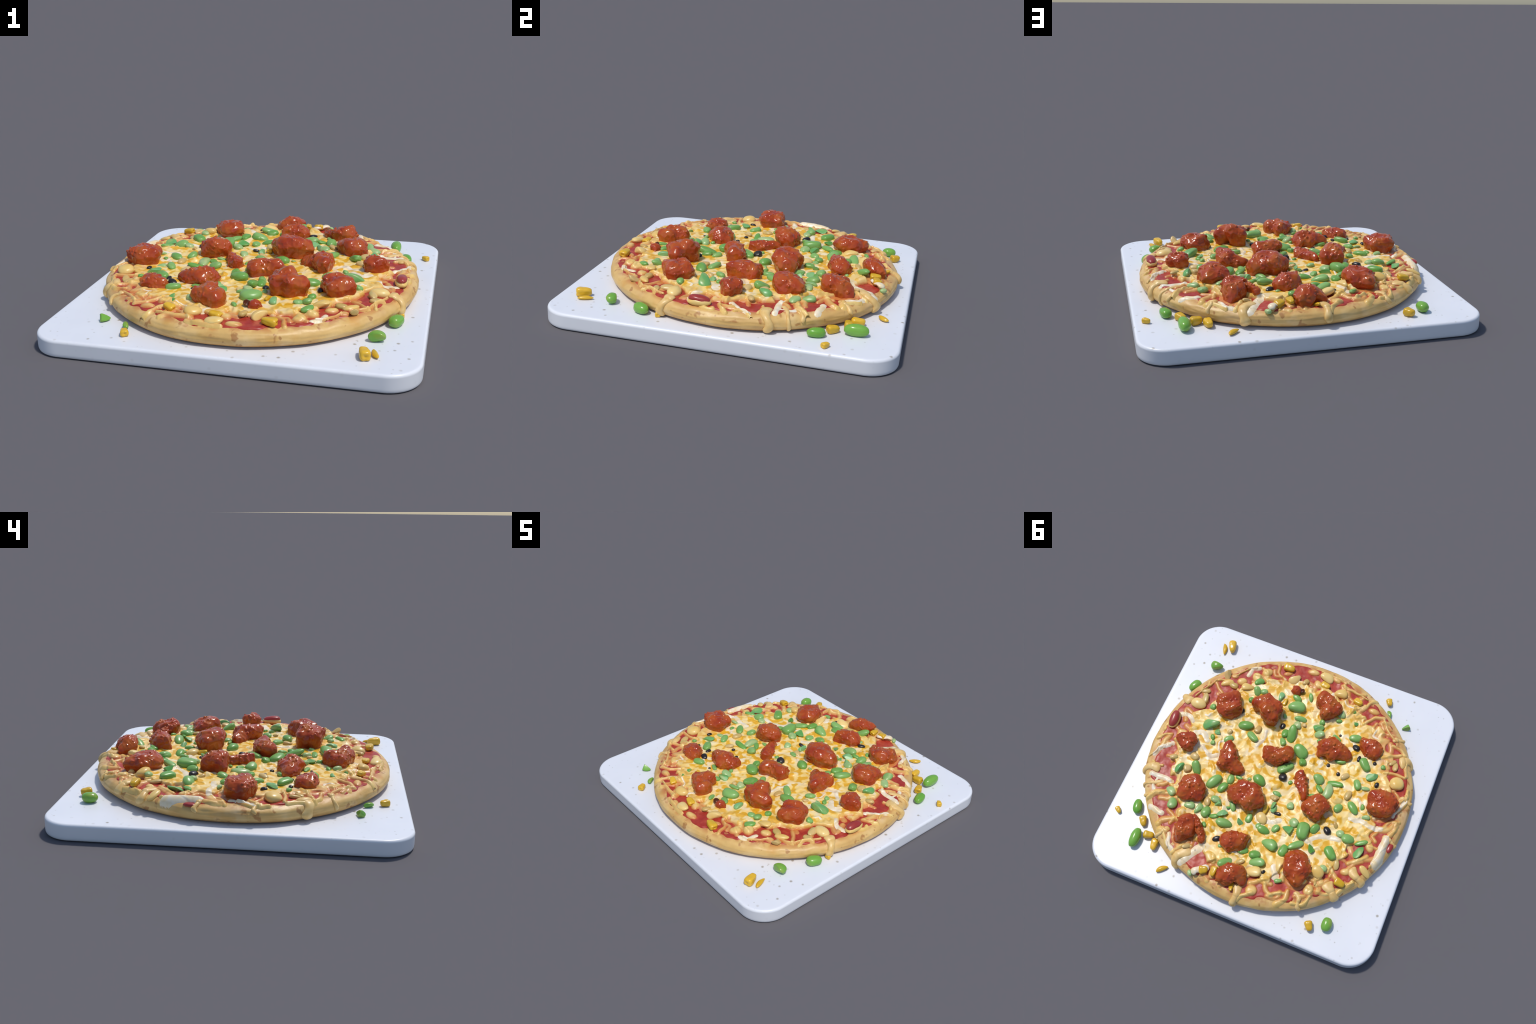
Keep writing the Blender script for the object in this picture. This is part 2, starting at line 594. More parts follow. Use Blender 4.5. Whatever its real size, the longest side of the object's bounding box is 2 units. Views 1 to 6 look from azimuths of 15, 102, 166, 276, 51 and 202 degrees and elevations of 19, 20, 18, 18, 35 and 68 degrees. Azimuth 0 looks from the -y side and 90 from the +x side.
# ----------------------------------------------------------------- beans, seeds, kernels
def bean_shape(seed, bend=0.12, power=2.3):
    v, f = ball()
    r = np.random.default_rng(seed)
    k = np.sum(np.abs(v) ** power, axis=1) ** (-1 / power)
    p = v * k[:, None]
    p[:, 1] += bend * (p[:, 0] ** 2 - 0.4)
    p[:, 1:] *= (1 + r.uniform(-0.16, 0.16) * p[:, :1])
    p += v * (0.05 * noise(p * 1.6 + seed * 5.1))[:, None]
    return p / 2, f


def cut_shape(seed, cuts=5):
    """Bean pieces: a rounded body flattened by a few slanted cuts."""
    v, f = ball(36, 24)
    r = np.random.default_rng(seed + 50)
    p = v.copy()
    for _ in range(cuts):
        d = r.normal(size=3)
        d[0] *= 1.2
        d /= np.linalg.norm(d)
        lim = r.uniform(0.35, 0.6)
        s = p @ d
        over = 0.07 * np.logaddexp(0, (s - lim) / 0.07)
        p -= d * (over * 0.93)[:, None]
    ext = np.abs(p).max(0)
    return p / ext / 2, f


def kernel_shape(seed):
    """Corn kernel: boxy, narrower at the root end, with a dimple on the crown."""
    v, f = ball(32, 22)
    k = np.sum(np.abs(v) ** 3.6, axis=1) ** (-1 / 3.6)
    p = v * k[:, None]
    p[:, 1] *= 0.84 + 0.20 * p[:, 0]
    p[:, 2] *= 0.86 + 0.16 * p[:, 0]
    p[:, 0] -= 0.20 * np.exp(-((p[:, 1] ** 2 + p[:, 2] ** 2) / 0.12)) * (p[:, 0] > 0.5)
    p += v * (0.07 * noise(p * 1.5 + seed * 3.7))[:, None]
    return p / np.abs(p).max(0) / 2, f


BEANS = [bean_shape(s, b, q) for s, b, q in ((1, 0.10, 2.2), (2, 0.0, 2.4), (3, 0.22, 2.3), (4, -0.08, 2.7), (5, 0.05, 2.0))]
CUTS = [cut_shape(s, c) for s, c in ((1, 4), (2, 5), (3, 3), (4, 6))]
KERNELS = [kernel_shape(s) for s in range(3)]
SLICES = [(v * (1, 1, 1) + np.c_[np.zeros(len(v)), 0.35 * (v[:, 0] ** 2) * 2, np.zeros(len(v))], f) for v, f in [bean_shape(9, 0.0, 1.7)]]


def mesh_set(name, shapes, mat):
    return [mesh(name, v, f, mat) for v, f in shapes]


def scatter(name, table, meshes, parent, height=0.85, sink=0.25, tilt=0.18, rng=None, ground=None):
    """Places one object per row (x, y, length, width, turn) on the pizza or on a level ground."""
    rng = rng or np.random.default_rng(len(table) * 13 + len(name))
    out = []
    for i, (x, y, ln, wd, turn) in enumerate(table):
        me = meshes[int(rng.integers(len(meshes)))]
        ob = thing(name, me, parent)
        hgt = min(ln, wd) * height * rng.uniform(0.9, 1.1)
        ob.scale = (ln, wd, hgt)
        if ground is None:
            a = math.radians(turn)
            qx = x + np.array((-0.3, 0, 0.3)) * ln * math.cos(a)
            qy = y + np.array((-0.3, 0, 0.3)) * ln * math.sin(a)
            z = float(pizza_top(qx, qy).mean()) + hgt * (0.5 - sink)
            ob.rotation_euler = (rng.normal() * tilt, rng.normal() * tilt, a)
        else:
            z = ground + hgt * 0.485
            ob.rotation_euler = (0, 0, math.radians(turn))
        ob.location = (x, y, z)
        out.append(ob)
    return out


# ----------------------------------------------------------------- meat
def icosphere(level):
    import bmesh
    bm = bmesh.new()
    bmesh.ops.create_icosphere(bm, subdivisions=level, radius=1)
    v = np.array([w.co[:] for w in bm.verts])
    f = [tuple(w.index for w in p.verts) for p in bm.faces]
    bm.free()
    return v, f


ICO = icosphere(6)
CHUNKS = []


def meat_chunk(lobes, pimples=26, lift=0.0):
    """A lump made of a few rounded lobes (x, y, z, radius) that melt into each other."""
    CHUNKS.append((np.array(lobes, float) + (0, 0, lift, 0), pimples))


def build_chunk(k, lobes, pimples, parent):
    r = np.random.default_rng(100 + k)
    dirs, faces = ICO
    w = lobes[:, 3] ** 2
    c = (lobes[:, :3] * w[:, None]).sum(0) / w.sum()
    c[2] = min(c[2], 0.245) - 0.012
    low = np.minimum(lobes[:, 2] - 0.001, 0.214)

    def field(p):
        d = []
        for (x, y, z, rad), lo in zip(lobes, low):
            zz = np.clip(p[:, 2], lo, z)
            rr = rad * (1 - 0.26 * (z - zz) / 0.05)
            d.append(np.sqrt((p[:, 0] - x) ** 2 + (p[:, 1] - y) ** 2 + (p[:, 2] - zz) ** 2) - rr)
        d = np.array(d)
        s = 0.013
        m = d.min(0)
        return m - s * np.log(np.exp(-(d - m) / s).sum(0))

    t = np.full(len(dirs), 0.30)
    for _ in range(60):
        t -= 0.8 * np.maximum(field(c + dirs * t[:, None]), 0)
        t = np.maximum(t, 0.012)
    p = c + dirs * t[:, None]
    e = 1e-3
    g = np.stack([field(p + np.eye(3)[i] * e) - field(p - np.eye(3)[i] * e) for i in range(3)], 1)
    g /= np.linalg.norm(g, axis=1)[:, None] + 1e-9
    s = k * 7.3
    # a few flat facets, as torn meat has
    ext = lobes[:, 3].mean() * 1.6
    for _ in range(5):
        d = r.normal(size=3)
        d[2] = d[2] * 0.5 + 0.15
        d /= np.linalg.norm(d)
        h = (p - c) @ d
        lim = h.max() - r.uniform(0.12, 0.26) * ext
        soft = 0.004 * np.logaddexp(0, (h - lim) / 0.004)
        p = p - d * (0.65 * soft)[:, None]
    disp = (-0.001 + 0.0105 * noise(p * 16 + s) + 0.0060 * (0.45 - np.abs(noise(p * 27 + s + 3)))
            + 0.0007 * noise(p * 60 + s))
    p = p + g * disp[:, None]
    # small glaze beads
    up = np.where(g[:, 2] > -0.1)[0]
    for i in r.choice(up, pimples, replace=False):
        rad = r.uniform(0.0045, 0.0095)
        d = np.linalg.norm(p - p[i], axis=1)
        p = p + g * (rad * 0.8 * np.exp(-(d / rad) ** 3))[:, None]
    p[:, 2] = np.maximum(p[:, 2], 0.186)
    o = Vector((c[0], c[1], 0.2))
    ob = thing("meat_chunk", mesh("meat_chunk", p - np.array(o), faces, M["meat"]), parent)
    ob.location = o
    return ob

# where each piece lies: (x, y, length, width, turn in degrees)
GREEN_BEANS = [
    (0.352, -0.250, 0.110, 0.066, 17), (0.277, -0.190, 0.098, 0.048, -30), (0.530, -0.080, 0.044, 0.032, -57), (0.512, -0.042, 0.034, 0.035, 23),
    (0.621, -0.290, 0.047, 0.041, 12), (0.381, -0.522, 0.076, 0.051, -58), (0.400, -0.602, 0.076, 0.046, 45), (0.393, -0.447, 0.047, 0.042, 23),
    (0.420, -0.108, 0.073, 0.047, 45), (0.534, 0.176, 0.105, 0.055, -56), (0.386, 0.216, 0.124, 0.065, 60), (0.315, 0.232, 0.085, 0.054, 65),
    (0.290, 0.157, 0.072, 0.049, -85), (0.239, 0.125, 0.060, 0.027, -9), (0.108, 0.091, 0.097, 0.070, -24), (-0.037, 0.133, 0.059, 0.032, -9),
    (0.102, -0.581, 0.071, 0.044, -21), (0.015, -0.625, 0.068, 0.031, -64), (0.077, -0.514, 0.124, 0.079, 17), (0.019, -0.441, 0.090, 0.037, 6),
    (0.034, -0.310, 0.139, 0.063, -82), (0.080, -0.300, 0.069, 0.050, -86), (0.072, -0.237, 0.068, 0.040, -58),
    (-0.128, -0.474, 0.040, 0.041, 23), (-0.160, -0.337, 0.033, 0.033, 23), (-0.386, -0.449, 0.089, 0.055, 17),
    (-0.233, -0.534, 0.047, 0.030, 23), (-0.265, -0.404, 0.068, 0.028, -21), (-0.348, -0.254, 0.078, 0.036, 12),
    (-0.071, -0.214, 0.117, 0.082, -30), (-0.113, -0.147, 0.052, 0.053, 23), (-0.022, -0.063, 0.122, 0.059, 44),
    (-0.512, -0.290, 0.103, 0.057, -46), (-0.633, -0.319, 0.033, 0.032, 23), (-0.259, -0.071, 0.083, 0.064, -30),
    (-0.288, -0.008, 0.067, 0.036, -40), (-0.373, -0.084, 0.119, 0.042, 6), (-0.259, 0.055, 0.061, 0.026, 17), (-0.514, -0.133, 0.082, 0.049, -60),
    (-0.090, 0.022, 0.033, 0.027, 54), (0.132, -0.422, 0.041, 0.027, -68), (0.346, 0.437, 0.085, 0.062, 85), (0.289, 0.446, 0.067, 0.030, 19),
    (0.202, 0.325, 0.084, 0.041, -57), (0.204, 0.461, 0.115, 0.066, 7), (0.067, 0.364, 0.066, 0.042, 89), (-0.054, 0.404, 0.089, 0.055, -3),
    (-0.123, 0.364, 0.061, 0.045, 64), (-0.128, 0.483, 0.111, 0.064, -13), (0.086, 0.700, 0.117, 0.058, 43), (-0.068, 0.581, 0.078, 0.058, 23),
    (-0.097, 0.625, 0.118, 0.057, 17), (0.011, 0.586, 0.068, 0.045, 33), (0.321, 0.520, 0.043, 0.026, -47), (-0.269, 0.683, 0.043, 0.028, 23),
    (-0.296, 0.314, 0.122, 0.082, -83), (-0.364, 0.268, 0.078, 0.054, 68), (-0.148, 0.475, 0.083, 0.060, -28), (-0.227, 0.484, 0.084, 0.056, 83),
    (-0.290, 0.419, 0.114, 0.048, 43), (-0.589, 0.250, 0.090, 0.069, 12), (-0.680, 0.240, 0.089, 0.031, 33), (-0.516, 0.385, 0.101, 0.063, -44),
    (-0.544, 0.034, 0.104, 0.056, -41), (-0.454, 0.072, 0.073, 0.052, 63), (-0.602, 0.003, 0.044, 0.027, -75), (-0.273, 0.680, 0.049, 0.026, 23),
]
PALE_BEANS = [
    (0.337, -0.539, 0.054, 0.042, 23), (0.175, 0.107, 0.029, 0.021, 23), (0.627, 0.385, 0.075, 0.055, -28), (0.026, -0.390, 0.057, 0.059, 23),
    (-0.144, -0.385, 0.076, 0.058, 17), (-0.233, -0.582, 0.054, 0.056, 23), (-0.348, -0.014, 0.117, 0.061, -88),
    (-0.576, -0.128, 0.058, 0.031, 17), (0.584, 0.459, 0.084, 0.062, -79), (0.465, 0.435, 0.074, 0.050, 12), (0.398, 0.437, 0.086, 0.049, -89),
    (0.324, 0.329, 0.065, 0.053, 2), (-0.011, 0.390, 0.038, 0.040, 23), (0.163, 0.611, 0.034, 0.026, 23), (-0.221, 0.281, 0.068, 0.061, -39),
    (-0.530, 0.235, 0.056, 0.049, 2), (-0.510, 0.498, 0.055, 0.048, -8), (-0.153, 0.177, 0.050, 0.057, 23), (-0.647, 0.065, 0.057, 0.030, 17),
]
CUT_BEANS = [
    (0.510, -0.128, 0.058, 0.044, -39), (0.577, -0.167, 0.137, 0.081, 45), (0.641, 0.216, 0.091, 0.054, 82), (0.207, -0.546, 0.080, 0.046, -72),
    (-0.114, -0.425, 0.090, 0.055, 17), (-0.313, -0.634, 0.041, 0.028, 44), (-0.346, -0.559, 0.040, 0.033, 0), (-0.591, -0.230, 0.102, 0.055, 38),
    (-0.041, 0.137, 0.065, 0.032, -4), (0.292, 0.346, 0.083, 0.061, 44), (0.228, 0.349, 0.032, 0.030, 23), (0.109, 0.415, 0.091, 0.035, -23),
    (-0.046, 0.213, 0.065, 0.046, 64), (-0.064, 0.246, 0.078, 0.036, 64), (0.241, 0.398, 0.089, 0.060, 12), (-0.212, 0.350, 0.101, 0.072, -9),
    (-0.397, 0.414, 0.086, 0.053, -49), (-0.685, 0.298, 0.114, 0.059, 67),
]
OLIVES = [
    (0.116, -0.346, 0.047, 0.034, 85), (-0.413, -0.385, 0.054, 0.042, -21), (-0.460, -0.317, 0.046, 0.027, -88),
    (-0.571, -0.327, 0.027, 0.027, 23), (-0.281, -0.197, 0.025, 0.027, 23), (-0.367, -0.160, 0.027, 0.029, 23),
    (-0.280, -0.434, 0.019, 0.018, 23), (-0.029, 0.008, 0.058, 0.056, 12), (-0.636, -0.182, 0.042, 0.029, 82), (0.206, 0.578, 0.056, 0.036, 38),
    (-0.164, 0.665, 0.031, 0.022, 63), (-0.442, 0.247, 0.061, 0.045, -40), (0.422, -0.343, 0.043, 0.035, 76), (-0.095, 0.263, 0.051, 0.027, 12),
]
TAN_SEEDS = [
    (0.702, -0.337, 0.082, 0.047, -79), (0.721, -0.395, 0.064, 0.037, 23), (0.560, -0.509, 0.067, 0.045, -5), (0.582, 0.101, 0.069, 0.051, -14),
    (0.711, 0.156, 0.062, 0.037, 28), (0.589, 0.201, 0.055, 0.056, 23), (0.437, -0.163, 0.045, 0.032, 66), (0.264, -0.257, 0.063, 0.045, 76),
    (-0.027, 0.166, 0.062, 0.040, -9), (0.095, -0.726, 0.058, 0.037, 61),
    (-0.683, -0.381, 0.062, 0.031, 54), (-0.709, -0.358, 0.068, 0.039, -80), (-0.417, -0.160, 0.070, 0.041, 49),
    (-0.483, -0.038, 0.075, 0.045, 78), (-0.019, -0.410, 0.032, 0.031, 23), (0.371, 0.366, 0.071, 0.048, -56), (0.002, 0.661, 0.062, 0.035, 33),
    (-0.036, 0.163, 0.058, 0.041, 23), (0.369, 0.695, 0.062, 0.033, 44), (-0.579, 0.438, 0.074, 0.040, -74), (-0.482, 0.193, 0.049, 0.029, -50),
    (-0.497, 0.602, 0.038, 0.020, -78),
]
CHEESED_BEANS = [
    (0.610, -0.513, 0.095, 0.046, 34), (0.685, -0.091, 0.073, 0.035, 23), (0.142, -0.028, 0.067, 0.048, 65), (0.457, -0.535, 0.103, 0.061, 40),
    (0.518, -0.564, 0.068, 0.058, 23), (0.731, -0.285, 0.111, 0.081, 1), (0.434, -0.637, 0.062, 0.070, 23), (0.379, -0.702, 0.077, 0.062, 45),
    (0.584, -0.587, 0.055, 0.039, 23), (0.007, -0.752, 0.070, 0.053, -41), (-0.433, -0.700, 0.077, 0.045, 0), (0.178, -0.722, 0.099, 0.077, 85),
    (-0.171, -0.738, 0.095, 0.069, 11), (-0.033, -0.823, 0.105, 0.069, -11), (-0.101, -0.834, 0.064, 0.037, -22),
    (0.073, -0.829, 0.083, 0.047, 6),  (0.238, -0.752, 0.066, 0.035, 34), (-0.759, -0.243, 0.097, 0.097, 23),
    (-0.003, 0.078, 0.091, 0.069, 33), (-0.424, 0.015, 0.077, 0.068, 23), (-0.414, -0.344, 0.053, 0.043, 23), (-0.171, -0.173, 0.039, 0.042, 23),
    (0.375, 0.304, 0.071, 0.048, 23), (0.504, 0.497, 0.070, 0.067, 23), (0.276, 0.514, 0.080, 0.053, -51), (-0.010, 0.331, 0.092, 0.067, -38),
    (0.190, 0.704, 0.090, 0.059, -32), (0.138, 0.789, 0.081, 0.056, -85), (-0.103, 0.686, 0.105, 0.076, 17), (-0.136, 0.801, 0.073, 0.068, 23),
    (0.197, 0.845, 0.037, 0.038, 23), (-0.246, 0.582, 0.105, 0.062, -63), (-0.484, 0.535, 0.096, 0.076, -24), (-0.441, 0.166, 0.070, 0.067, 23),
    (-0.473, 0.658, 0.075, 0.058, 72), (-0.439, 0.722, 0.091, 0.040, 17), (-0.532, 0.640, 0.056, 0.037, 72), (-0.650, 0.459, 0.062, 0.047, 23),
    (-0.523, 0.577, 0.046, 0.047, 23), (-0.739, 0.242, 0.071, 0.051, -60), (-0.766, 0.408, 0.098, 0.048, -30), (-0.809, 0.373, 0.067, 0.038, -30),
    (-0.855, -0.211, 0.063, 0.038, -90), (0.382, 0.798, 0.050, 0.045, 23),
]
CORN = [
    (0.246, -0.791, 0.085, 0.058, -5), (-0.043, -0.757, 0.072, 0.052, -10), (-0.306, -0.722, 0.068, 0.048, -20),
    (-0.010, 0.267, 0.064, 0.038, -86), (0.199, 0.799, 0.059, 0.057, 23), (-0.642, 0.545, 0.073, 0.053, -8), (0.169, -0.520, 0.059, 0.026, 85),
    (-0.008, 0.829, 0.068, 0.031, -76), (0.133, 0.785, 0.069, 0.044, -85),
]
LOOSE_BEANS = [
    (0.838, -0.442, 0.099, 0.065, 62), (0.812, 0.547, 0.102, 0.062, -73), (0.729, 0.754, 0.139, 0.069, -88), (-0.660, 0.805, 0.093, 0.070, -89),
]
LOOSE_CUT = [
    (-0.540, -0.766, 0.070, 0.034, -50),
    (0.761, -0.656, 0.091, 0.072, 40), (-0.690, -0.717, 0.083, 0.052, 33), 
]
LOOSE_CORN = [
    (0.852, -0.338, 0.036, 0.032, 20),
    (0.721, -0.845, 0.092, 0.056, -71), (-0.505, -0.858, 0.057, 0.045, -62), (0.732, 0.626, 0.075, 0.051, -59),
    (0.655, 0.700, 0.074, 0.053, 12), (0.593, 0.746, 0.081, 0.052, -84), (0.926, 0.617, 0.051, 0.035, -40), (-0.558, 0.856, 0.067, 0.055, -58),
]
LOOSE_SLICES = [
    (0.477, 0.873, 0.087, 0.036, 43),
    (0.768, -0.813, 0.094, 0.032, -70),
]
# strands: (points along the strand, width)
WHITE_SHREDS = [
    ([(0.852, 0.174), (0.824, 0.112), (0.768, 0.061)], 0.029),
    ([(0.811, 0.311), (0.735, 0.313), (0.658, 0.323)], 0.032),
    ([(0.810, -0.168), (0.762, -0.176), (0.709, -0.141)], 0.035),
    ([(0.496, -0.625), (0.486, -0.689), (0.445, -0.715)], 0.026),
    ([(0.770, 0.373), (0.746, 0.415)], 0.021),
    ([(0.719, 0.535), (0.675, 0.539), (0.624, 0.543)], 0.029),
    ([(0.518, 0.661), (0.498, 0.717), (0.455, 0.748)], 0.026),
    ([(-0.558, 0.114), (-0.627, 0.100), (-0.700, 0.113), (-0.763, 0.101)], 0.039),
    ([(-0.344, 0.367), (-0.402, 0.308), (-0.460, 0.284), (-0.539, 0.279)], 0.039),
    ([(0.368, 0.803), (0.317, 0.719), (0.273, 0.652)], 0.048),
    ([(0.651, -0.062), (0.602, -0.083), (0.553, -0.040)], 0.048),
    ([(0.569, 0.006), (0.496, 0.053), (0.439, 0.022)], 0.035),
    ([(0.222, -0.139), (0.204, -0.216), (0.206, -0.271)], 0.029),
    ([(-0.057, 0.337), (-0.124, 0.301)], 0.039),
    ([(-0.212, 0.610), (-0.240, 0.661)], 0.048),
    ([(-0.804, -0.010), (-0.837, -0.089), (-0.857, -0.149)], 0.023),
]
CREAM_SHREDS = [
    ([(0.880, 0.057), (0.845, 0.023), (0.804, 0.002)], 0.027),
    ([(0.836, 0.230), (0.801, 0.249), (0.761, 0.244)], 0.023),
    ([(0.866, -0.020), (0.870, -0.059), (0.861, -0.086)], 0.026),
    ([(0.702, -0.498), (0.659, -0.519), (0.607, -0.537)], 0.026),
    ([(0.766, 0.483), (0.701, 0.427), (0.630, 0.397)], 0.039),
    ([(0.730, -0.477), (0.726, -0.437), (0.764, -0.388)], 0.023),
    ([(0.858, 0.103), (0.848, 0.153), (0.881, 0.206)], 0.019),
    ([(0.011, -0.861), (-0.079, -0.856), (-0.174, -0.837)], 0.026),
    ([(-0.170, -0.810), (-0.264, -0.791), (-0.332, -0.803)], 0.032),
    ([(-0.349, -0.679), (-0.400, -0.774), (-0.427, -0.801)], 0.032),
    ([(-0.363, -0.717), (-0.292, -0.639), (-0.268, -0.588)], 0.029),
    ([(-0.393, -0.576), (-0.459, -0.652), (-0.514, -0.675)], 0.032),
    ([(-0.523, -0.670), (-0.582, -0.583), (-0.657, -0.551)], 0.023),
    ([(-0.647, -0.500), (-0.713, -0.488), (-0.766, -0.456)], 0.029),
    ([(-0.596, -0.385), (-0.676, -0.434), (-0.755, -0.467)], 0.032),
    ([(-0.768, -0.449), (-0.777, -0.384), (-0.803, -0.326)], 0.026),
    ([(-0.652, -0.286), (-0.721, -0.307), (-0.796, -0.308)], 0.029),
    ([(-0.851, -0.228), (-0.857, -0.171), (-0.808, -0.114)], 0.026),
    ([(-0.846, -0.182), (-0.864, -0.130), (-0.822, -0.054)], 0.024),
    ([(-0.763, 0.101), (-0.813, 0.073), (-0.845, 0.031)], 0.055),
    ([(-0.831, 0.123), (-0.849, 0.080), (-0.853, 0.035)], 0.035),
    ([(-0.351, 0.716), (-0.353, 0.769), (-0.316, 0.824)], 0.039),
    ([(-0.259, 0.781), (-0.302, 0.757), (-0.334, 0.740)], 0.029),
    ([(-0.410, 0.779), (-0.471, 0.767), (-0.503, 0.700)], 0.026),
    ([(-0.650, 0.394), (-0.704, 0.344), (-0.746, 0.313)], 0.035),
    ([(-0.652, 0.611), (-0.690, 0.555), (-0.717, 0.504)], 0.032),
    ([(-0.719, 0.510), (-0.687, 0.530), (-0.683, 0.538)], 0.026),
    ([(0.770, 0.490), (0.729, 0.428), (0.675, 0.406)], 0.039),
    ([(0.614, 0.622), (0.578, 0.579), (0.491, 0.542)], 0.045),
    ([(0.590, 0.655), (0.558, 0.649), (0.538, 0.648)], 0.048),
    ([(0.547, 0.673), (0.518, 0.704), (0.493, 0.743)], 0.026),
    ([(0.438, 0.769), (0.403, 0.713), (0.342, 0.680)], 0.032),
    ([(-0.060, 0.911), (-0.090, 0.858), (-0.142, 0.823)], 0.035),
    ([(-0.189, 0.716), (-0.222, 0.763), (-0.271, 0.783)], 0.032),
    ([(-0.259, 0.788), (-0.300, 0.758), (-0.316, 0.751)], 0.032),
    ([(-0.114, 0.760), (-0.158, 0.722), (-0.196, 0.699)], 0.039),
    ([(0.281, 0.842), (0.235, 0.823), (0.212, 0.814)], 0.023),
    ([(0.773, -0.334), (0.723, -0.443), (0.690, -0.502)], 0.017),
    ([(0.572, -0.596), (0.508, -0.679), (0.460, -0.706)], 0.017),
    ([(-0.174, -0.795), (-0.296, -0.779), (-0.356, -0.772)], 0.015),
]

# lobes of each saucy lump: (x, y, z, radius)
meat_chunk([(0.564, -0.354, 0.261, 0.054), (0.505, -0.395, 0.259, 0.051), (0.527, -0.287, 0.254, 0.051), (0.465, -0.323, 0.262, 0.053), (0.491, -0.276, 0.251, 0.034)])
meat_chunk([(0.321, -0.421, 0.272, 0.048), (0.272, -0.450, 0.279, 0.051), (0.199, -0.437, 0.269, 0.051), (0.203, -0.354, 0.261, 0.054), (0.244, -0.370, 0.299, 0.051), (0.344, -0.400, 0.246, 0.024)], lift=0.01)
meat_chunk([(-0.078, -0.655, 0.259, 0.041), (-0.067, -0.611, 0.252, 0.043), (-0.138, -0.623, 0.264, 0.051), (-0.145, -0.557, 0.252, 0.058), (-0.194, -0.603, 0.253, 0.037), (-0.138, -0.526, 0.246, 0.034)], lift=-0.007)
meat_chunk([(0.712, 0.014, 0.259, 0.041), (0.662, 0.007, 0.274, 0.041), (0.662, 0.057, 0.263, 0.037), (0.632, 0.004, 0.243, 0.027), (0.632, 0.069, 0.228, 0.022)])
meat_chunk([(0.386, -0.048, 0.263, 0.037), (0.368, 0.014, 0.257, 0.058), (0.372, 0.071, 0.244, 0.051), (0.300, 0.065, 0.229, 0.051), (0.254, 0.084, 0.224, 0.026), (0.404, 0.087, 0.226, 0.024)])
meat_chunk([(0.111, -0.101, 0.241, 0.049), (0.056, -0.113, 0.241, 0.054), (0.006, -0.139, 0.252, 0.048), (0.130, -0.113, 0.263, 0.037), (-0.001, -0.182, 0.253, 0.027), (0.039, -0.074, 0.229, 0.031)])
meat_chunk([(-0.211, -0.313, 0.249, 0.051), (-0.259, -0.334, 0.246, 0.054), (-0.324, -0.314, 0.236, 0.054), (-0.373, -0.298, 0.226, 0.034), (-0.198, -0.254, 0.229, 0.031), (-0.274, -0.272, 0.237, 0.043)], lift=-0.01)
meat_chunk([(-0.476, -0.440, 0.214, 0.051), (-0.534, -0.433, 0.214, 0.051), (-0.511, -0.394, 0.211, 0.051), (-0.460, -0.454, 0.223, 0.027), (-0.558, -0.388, 0.221, 0.034)])
meat_chunk([(0.547, 0.306, 0.249, 0.051), (0.494, 0.278, 0.259, 0.051), (0.449, 0.316, 0.252, 0.048), (0.515, 0.358, 0.239, 0.061), (0.440, 0.358, 0.243, 0.037), (0.551, 0.401, 0.236, 0.024)], lift=0.006)
meat_chunk([(0.231, 0.242, 0.242, 0.048), (0.174, 0.200, 0.271, 0.054), (0.101, 0.198, 0.267, 0.058), (0.099, 0.269, 0.254, 0.061), (0.177, 0.259, 0.246, 0.054), (0.049, 0.247, 0.249, 0.041), (0.245, 0.266, 0.239, 0.031)], lift=0.01)
meat_chunk([(-0.131, -0.045, 0.226, 0.039), (-0.163, 0.001, 0.224, 0.041), (-0.191, 0.049, 0.224, 0.036), (-0.220, 0.085, 0.221, 0.024)])
meat_chunk([(-0.279, 0.144, 0.259, 0.051), (-0.320, 0.111, 0.269, 0.056), (-0.369, 0.099, 0.266, 0.044), (-0.334, 0.168, 0.256, 0.054), (-0.349, 0.205, 0.243, 0.027), (-0.253, 0.169, 0.246, 0.024)])
meat_chunk([(-0.655, -0.078, 0.266, 0.054), (-0.713, -0.092, 0.267, 0.058), (-0.768, -0.087, 0.264, 0.046), (-0.724, -0.013, 0.257, 0.058), (-0.664, -0.005, 0.263, 0.037), (-0.771, -0.034, 0.254, 0.041)], lift=-0.012)
meat_chunk([(0.432, 0.552, 0.256, 0.044), (0.414, 0.529, 0.263, 0.037), (0.435, 0.610, 0.227, 0.058), (0.441, 0.659, 0.224, 0.041), (0.384, 0.581, 0.232, 0.048)], lift=0.008)
meat_chunk([(0.390, 0.519, 0.273, 0.027), (0.353, 0.541, 0.263, 0.027), (0.323, 0.580, 0.246, 0.029), (0.294, 0.618, 0.229, 0.026)])
meat_chunk([(0.133, 0.568, 0.249, 0.051), (0.086, 0.542, 0.259, 0.056), (0.043, 0.504, 0.256, 0.049), (0.098, 0.586, 0.236, 0.044), (0.047, 0.557, 0.239, 0.041)], lift=-0.007)
meat_chunk([(0.062, 0.771, 0.229, 0.051), (0.021, 0.739, 0.239, 0.046), (-0.027, 0.736, 0.236, 0.044), (0.062, 0.813, 0.216, 0.034), (-0.055, 0.774, 0.219, 0.031), (0.033, 0.795, 0.226, 0.034)], lift=0.01)
meat_chunk([(-0.314, 0.523, 0.257, 0.058), (-0.349, 0.500, 0.259, 0.051), (-0.324, 0.592, 0.256, 0.054), (-0.382, 0.558, 0.254, 0.061), (-0.375, 0.630, 0.241, 0.054)], lift=-0.012)
meat_chunk([(0.130, -0.645, 0.226, 0.021), (0.112, -0.618, 0.222, 0.019), (0.142, -0.625, 0.215, 0.016)], 6)

# ----------------------------------------------------------------- assembly
build_board()

pizza = thing("pizza", None)
pizza.location = (0, 0, BOARD_TOP)
bpy.context.view_layer.update()
pizza["label"] = "round baked pizza with glazed meat, beans, corn and melted cheese"
pizza["category"] = "pizza"


